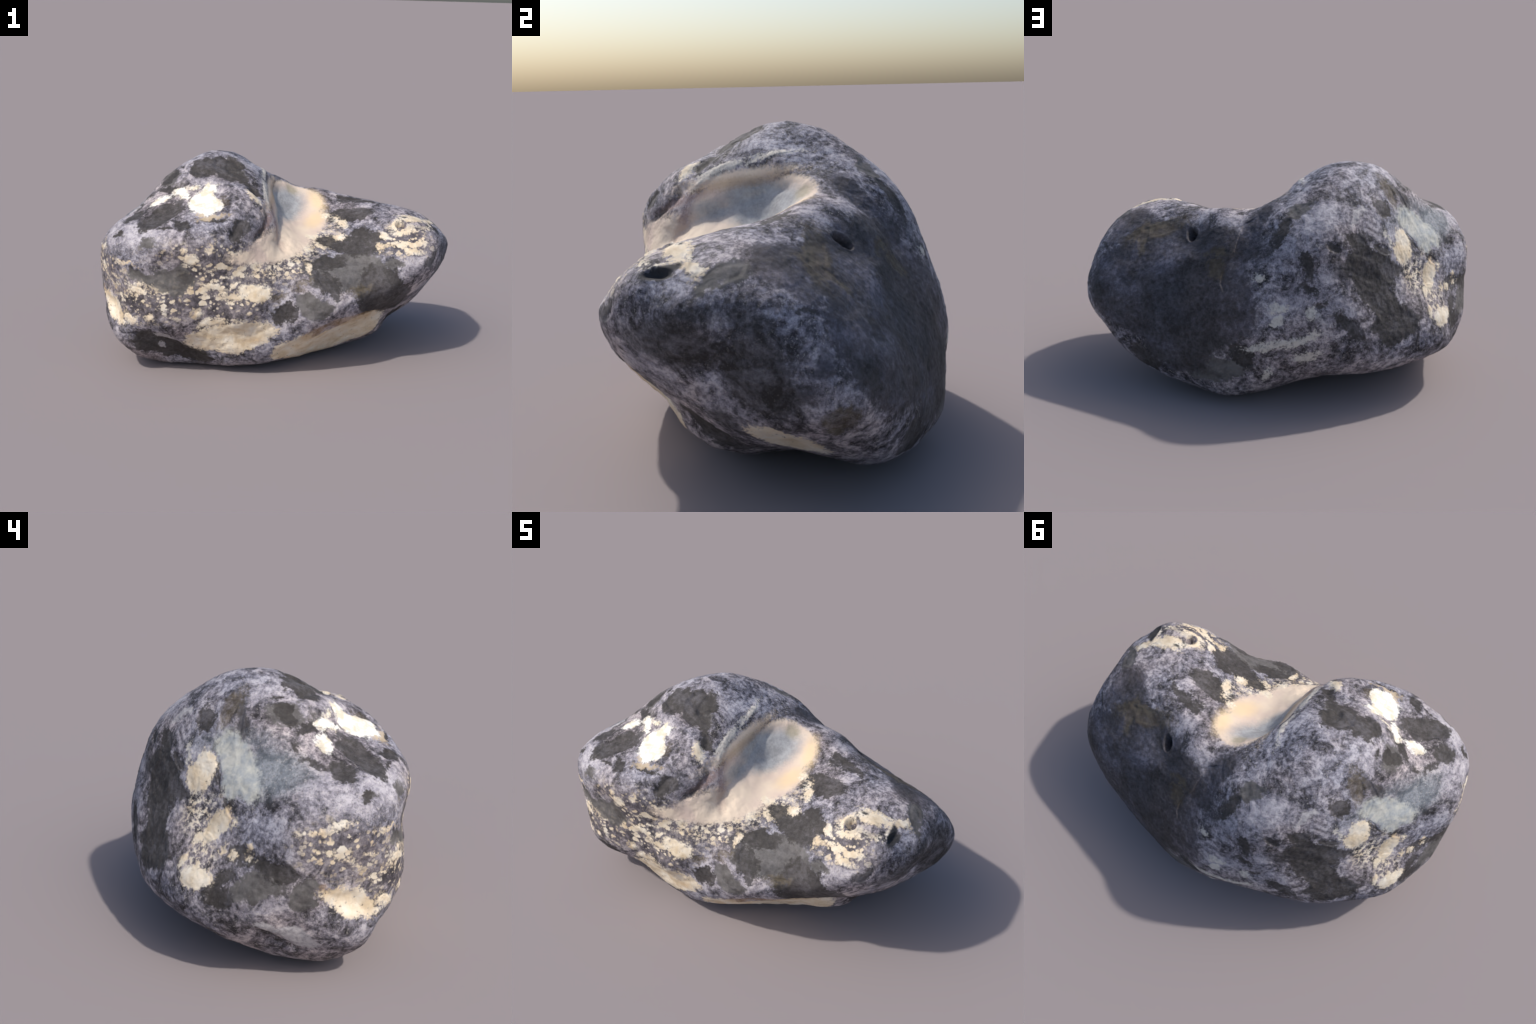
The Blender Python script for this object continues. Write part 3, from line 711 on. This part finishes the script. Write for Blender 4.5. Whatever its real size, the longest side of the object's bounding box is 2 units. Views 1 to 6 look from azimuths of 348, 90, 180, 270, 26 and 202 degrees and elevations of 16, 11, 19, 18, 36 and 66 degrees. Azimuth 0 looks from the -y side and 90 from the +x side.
def vec(op, a, b=None, scale=None, third=None):
    n = node("ShaderNodeVectorMath", operation=op); plug(n.inputs[0], a)
    if third is not None:
        plug(n.inputs[2], third)
    if b is not None:
        plug(n.inputs[1], b)
    if scale is not None:
        plug(n.inputs["Scale"], scale)
    return n.outputs["Value"] if op == "LENGTH" else n.outputs["Vector"]


def noise(scale, detail=4.0, rough=0.55, at=None, distortion=0.0, out="Fac"):
    n = node("ShaderNodeTexNoise"); plug(n.inputs["Vector"], at or pos)
    n.inputs["Scale"].default_value = scale; n.inputs["Detail"].default_value = detail
    n.inputs["Roughness"].default_value = rough; n.inputs["Distortion"].default_value = distortion
    return n.outputs[out]


def ramp(fac, *stops):
    n = node("ShaderNodeValToRGB"); e = n.color_ramp.elements
    while len(e) < len(stops):
        e.new(0.5)
    for el, (p, c) in zip(e, stops):
        el.position = p; el.color = (*c, 1) if not isinstance(c, (int, float)) else (c, c, c, 1)
    plug(n.inputs[0], fac); return n.outputs[0]


def fade(x, lo, hi):
    """0 at lo, 1 at hi, smooth between (lo may be larger than hi)."""
    n = node("ShaderNodeMapRange", interpolation_type="SMOOTHSTEP")
    plug(n.inputs["Value"], x); plug(n.inputs["From Min"], lo); plug(n.inputs["From Max"], hi)
    return n.outputs["Result"]


def mix(fac, a, b, blend="MIX"):
    n = node("ShaderNodeMix", data_type="RGBA", blend_type=blend)
    plug(n.inputs[0], fac); plug(n.inputs[6], a); plug(n.inputs[7], b); return n.outputs[2]


pos = node("ShaderNodeTexCoord").outputs["Object"]
wob = vec("SCALE", vec("SUBTRACT", noise(8, 4, 0.7, out="Color"), (.5, .5, .5)), scale=0.11)
fray = vec("SCALE", vec("SUBTRACT", noise(38, 4, 0.65, out="Color"), (.5, .5, .5)), scale=0.035)
ragged = vec("ADD", vec("ADD", pos, wob), fray)
torn = vec("ADD", vec("ADD", pos, vec("SCALE", wob, scale=1.5)), vec("SCALE", fray, scale=1.3))
clean = vec("ADD", pos, vec("SCALE", fray, scale=0.6))


turn = None                       # threads the patches one after another, so that few values are held at once
tiny = vec("SCALE", pos, scale=1e-7)


def distance_to(kind, at):
    """Signed distance (about metres) to the nearest patch of a kind."""
    global turn
    best = None
    for c, t, s in PATCHES[kind]:
        c, t, s = Vector(c), Vector(t), Vector(s)
        u = t-c; ru = max(u.length, 0.004); u = u.normalized()
        v = s-c; v = v-u*v.dot(u); rv = max(v.length, 0.003); v = v.normalized(); n = u.cross(v)
        rn = min(max(0.8*max(ru, rv), 0.04), 0.25)
        m = node("ShaderNodeMapping", vector_type="TEXTURE")
        plug(m.inputs["Vector"], at if turn is None else vec("MULTIPLY_ADD", tiny, turn, third=at))
        m.inputs["Location"].default_value = c
        m.inputs["Rotation"].default_value = Matrix((u, v, n)).transposed().to_euler()
        m.inputs["Scale"].default_value = (ru, rv, rn)
        rm = min(ru, rv)
        d = math_("MULTIPLY_ADD", vec("LENGTH", m.outputs[0]), rm, -rm)
        best = turn = d if best is None else math_("MINIMUM", best, d)
    return best


nodule = node("ShaderNodeTexVoronoi", feature="SMOOTH_F1"); nodule.inputs["Scale"].default_value = 48
plug(nodule.inputs["Vector"], vec("ADD", pos, vec("SCALE", fray, scale=1.2))); nodule.inputs["Smoothness"].default_value = 0.3
grit = math_("ADD", math_("MULTIPLY", noise(55, 7, 0.82), 0.8), math_("MULTIPLY", nodule.outputs["Distance"], 0.22))
soft_edge = math_("MULTIPLY", math_("SUBTRACT", noise(85, 3, 0.6), 0.5), 0.03)


def layer(kind, crisp=0.006, at=None, fuzz=1.0, grow=0.0):
    d = math_("MULTIPLY_ADD", soft_edge, fuzz, distance_to(kind, at or ragged))
    return fade(d, crisp+grow, -crisp+grow)


# grainy crust: dark flint showing through a pale bloom
bloom = math_("ADD", math_("MULTIPLY", noise(11, 6, 0.65, distortion=0.8), 0.55), math_("MULTIPLY", grit, 0.45))
grain_only = bloom
dusk = layer("dusk", 0.06, fuzz=2.0)
bloom = math_("MULTIPLY_ADD", dusk, -0.033, bloom)
crust = ramp(bloom, (0.402, (0.026, 0.023, 0.025)), (0.462, (0.095, 0.088, 0.098)),
             (0.524, (0.250, 0.232, 0.258)), (0.588, (0.490, 0.457, 0.470)))
tint = ramp(noise(2.6, 3), (0.40, (0.92, 0.95, 1.02)), (0.60, (1.07, 1.0, 0.96)))
col = mix(1.0, crust, tint, "MULTIPLY")
pepper = fade(noise(120, 3, 0.7), 0.45, 0.38)
salt = fade(noise(88, 4, 0.75), 0.56, 0.64)

paler = ramp(bloom, (0.40, (0.07, 0.068, 0.08)), (0.485, (0.275, 0.255, 0.292)), (0.605, (0.515, 0.48, 0.505)))
m = layer("lilac", 0.035, fuzz=2.0); col = mix(math_("MULTIPLY", m, 0.85), col, paler)

haze = ramp(bloom, (0.40, (0.13, 0.145, 0.165)), (0.60, (0.26, 0.285, 0.31)))
m = layer("bluegrey", 0.05, fuzz=2.0); col = mix(math_("MULTIPLY", m, 0.85), col, haze)

col = mix(math_("MULTIPLY", pepper, 0.4), col, (0.035, 0.032, 0.032))
col = mix(math_("MULTIPLY", salt, 0.4), col, (0.58, 0.53, 0.49))

# band of chalk spots
cream = ramp(noise(14, 6, 0.6), (0.35, (0.62, 0.49, 0.33)), (0.50, (0.72, 0.61, 0.46)), (0.66, (0.76, 0.69, 0.58)))
ground = ramp(bloom, (0.40, (0.050, 0.044, 0.050)), (0.52, (0.125, 0.108, 0.118)), (0.64, (0.30, 0.26, 0.25)))
cell = node("ShaderNodeTexVoronoi", feature="F1"); cell.inputs["Scale"].default_value = 23
stretched = vec("MULTIPLY", vec("ADD", pos, fray), (0.8, 1.0, 1.35)); plug(cell.inputs["Vector"], stretched)
size = math_("MULTIPLY_ADD", math_("SUBTRACT", noise(9, 4, 0.6), 0.5), 1.6, 0.33)
spots = fade(math_("ADD", math_("SUBTRACT", cell.outputs["Distance"], size), math_("MULTIPLY", soft_edge, 3.0)), 0.05, -0.06)
dots = node("ShaderNodeTexVoronoi", feature="F1"); dots.inputs["Scale"].default_value = 44
plug(dots.inputs["Vector"], vec("ADD", pos, vec("SCALE", fray, scale=0.5)))
keep = fade(noise(13, 3, 0.6), 0.46, 0.58)
spots = math_("MAXIMUM", spots, math_("MULTIPLY", fade(dots.outputs["Distance"], 0.42, 0.30), keep))
band = layer("spotband", 0.05, fuzz=2.5)
col = mix(math_("MULTIPLY", band, 0.75), col, ground)
col = mix(math_("MULTIPLY", band, spots), col, cream)

m = layer("speckle", 0.04, fuzz=2.5)
col = mix(math_("MULTIPLY", m, fade(grit, 0.50, 0.58)), col, cream)

# chips
grey = ramp(noise(18, 6, 0.65), (0.38, (0.072, 0.066, 0.062)), (0.62, (0.148, 0.138, 0.132)))
m_grey = layer("grey", 0.008, torn); col = mix(math_("MULTIPLY", m_grey, 0.92), col, grey)
dark = ramp(math_("ADD", math_("MULTIPLY", noise(5, 6, 0.6), 0.6), math_("MULTIPLY", grit, 0.4)),
            (0.40, (0.028, 0.024, 0.022)), (0.52, (0.053, 0.047, 0.044)), (0.62, (0.108, 0.099, 0.104)))
m_dark = layer("dark", 0.007, torn); col = mix(math_("MULTIPLY", m_dark, 0.94), col, dark)
flank = ramp(math_("ADD", math_("MULTIPLY", noise(4, 7, 0.68, distortion=0.5), 0.65), math_("MULTIPLY", grit, 0.35)),
             (0.40, (0.027, 0.024, 0.023)), (0.48, (0.057, 0.052, 0.056)), (0.55, (0.100, 0.093, 0.108)), (0.62, (0.195, 0.182, 0.208)))
m = layer("flank", 0.02, fuzz=1.5); col = mix(math_("MULTIPLY", m, 0.95), col, mix(1.0, flank, tint, "MULTIPLY"))
m = layer("smoke", 0.03, fuzz=2.0)
col = mix(math_("MULTIPLY", m, 0.8), col, ramp(bloom, (0.40, (0.026, 0.023, 0.022)), (0.56, (0.075, 0.069, 0.072))))
brown = ramp(noise(20, 5), (0.4, (0.075, 0.057, 0.036)), (0.6, (0.150, 0.120, 0.078)))
m = layer("brown", 0.012, fuzz=1.5); col = mix(math_("MULTIPLY", m, 0.65), col, brown)

# scooped hollow
lining = ramp(noise(6, 5), (0.40, (0.62, 0.49, 0.41)), (0.60, (0.72, 0.59, 0.46)))
m_hollow = layer("hollow", 0.016, clean, 1.5); col = mix(m_hollow, col, lining)
floor = ramp(math_("ADD", math_("MULTIPLY", noise(70, 5, 0.7), 0.5), math_("MULTIPLY", noise(9, 3), 0.5)),
             (0.38, (0.24, 0.25, 0.265)), (0.62, (0.40, 0.415, 0.43)))
m = layer("floor", 0.035, clean, 1.0); col = mix(math_("MULTIPLY", m, 0.92), col, floor)
m = layer("pinkshade", 0.018, clean, 1.0); col = mix(math_("MULTIPLY", m, 0.55), col, (0.34, 0.22, 0.19))
m = layer("olive", 0.02, clean, 1.0); col = mix(math_("MULTIPLY", m, 0.6), col, (0.34, 0.30, 0.19))

m = layer("yellow", 0.03, clean, 1.0); col = mix(math_("MULTIPLY", m, 0.7), col, (0.76, 0.57, 0.33))

# chalk
m = layer("plate", 0.012, fuzz=1.2)
col = mix(math_("MULTIPLY", m, 0.9), col, ramp(noise(25, 5, 0.6), (0.38, (0.36, 0.38, 0.39)), (0.58, (0.55, 0.54, 0.48))))
m_cream = layer("cream", 0.008, fuzz=1.6)
col = mix(math_("MULTIPLY", m_cream, fade(grit, 0.33, 0.42)), col, cream)
m = layer("ash", 0.006); col = mix(math_("MULTIPLY", m, 0.9), col, ramp(grit, (0.40, (0.30, 0.28, 0.29)), (0.56, (0.48, 0.45, 0.45))))
m = layer("bone", 0.007, fuzz=1.8); col = mix(math_("MULTIPLY", m, 0.9), col, ramp(grit, (0.40, (0.40, 0.37, 0.34)), (0.52, (0.63, 0.58, 0.51))))
m_bright = layer("bright", 0.007, fuzz=1.2)
col = mix(m_bright, col, ramp(noise(22, 5), (0.40, (0.70, 0.62, 0.48)), (0.52, (0.80, 0.77, 0.70))))
m = layer("lip", 0.005); col = mix(math_("MULTIPLY", m, 0.85), col, (0.48, 0.38, 0.26))
m = layer("ochre", 0.018, clean); col = mix(math_("MULTIPLY", m, 0.5), col, (0.42, 0.26, 0.12))
m_pit_shade = layer("pit_shade", 0.005, clean, 0.5); col = mix(math_("MULTIPLY", m_pit_shade, 0.95), col, (0.022, 0.022, 0.024))  # near-black painted into the sockets and a furrow as their deep shade

# fine relief below the mesh: crust grain
height = math_("MULTIPLY", math_("MULTIPLY", grain_only, fade(vec("LENGTH", vec("SUBTRACT", pos, (0.05, -0.13, 0.80))), 0.19, 0.27)), 0.007)
bump = node("ShaderNodeBump"); bump.inputs["Strength"].default_value = 0.7
bump.inputs["Distance"].default_value = 1.0; plug(bump.inputs["Height"], height)
bsdf = node("ShaderNodeBsdfPrincipled"); plug(bsdf.inputs["Base Color"], col)
bsdf.inputs["Roughness"].default_value = 0.72
bsdf.inputs["Specular IOR Level"].default_value = 0.30
plug(bsdf.inputs["Normal"], bump.outputs[0])
out = node("ShaderNodeOutputMaterial"); nt.links.new(bsdf.outputs[0], out.inputs[0])


# ------------------------------------------------------------------ parts
mesh.vertices.foreach_set("co", clay.X.astype(np.float32).ravel()); mesh.update()
stone = bpy.data.objects.new("flint_stone", None); bpy.context.collection.objects.link(stone)
stone["label"] = "lumpy dark flint stone with chalky cream patches and a scooped hollow"
stone["category"] = "stone"
centroid = clay.X[clay.F].mean(1)
clay.normals()


def inside(kind, grow=1.0):
    hit = np.zeros(len(centroid), bool)
    for c, t, s in PATCHES[kind]:
        c, t, s = (np.array(v) for v in (c, t, s))
        u = t-c; ru = np.linalg.norm(u); u /= ru; v = s-c; v = v-u*(v@u); rv = np.linalg.norm(v); v /= rv
        q = centroid-c; n = np.cross(u, v)
        hit |= (q@u/ru)**2+(q@v/rv)**2+(q@n/max(ru, rv))**2 < grow
    return hit


def ball_(c, r):
    return np.linalg.norm(centroid-np.array(c), axis=1) < r


region = np.zeros(len(centroid), int); names = ["body"]
for name, hit in (("scooped_hollow", inside("hollow")), ("bored_hole", ball_(HOLE, 0.045)),
                  ("chipped_socket", ball_((-0.45, -0.40, 0.89), 0.12)), ("snout_socket", ball_((0.81, -0.35, 0.74), 0.085))):
    region[hit & (region == 0)] = len(names); names.append(name)
for k, name in enumerate(names):
    tri = clay.F[region == k]; used, new = np.unique(tri, return_inverse=True)
    me = bpy.data.meshes.new(name)
    me.vertices.add(len(used)); me.vertices.foreach_set("co", clay.X[used].astype(np.float32).ravel())
    me.loops.add(tri.size); me.loops.foreach_set("vertex_index", new.reshape(-1).astype(np.int32))
    me.polygons.add(len(tri)); me.polygons.foreach_set("loop_start", np.arange(0, tri.size, 3, dtype=np.int32))
    me.polygons.foreach_set("use_smooth", np.ones(len(tri), bool))
    me.update(calc_edges=True); me.validate()
    me.normals_split_custom_set_from_vertices(clay.N[used].astype(np.float32))
    me.materials.append(mat)
    ob = bpy.data.objects.new(name, me); ob.parent = stone; bpy.context.collection.objects.link(ob)
bpy.data.meshes.remove(mesh)
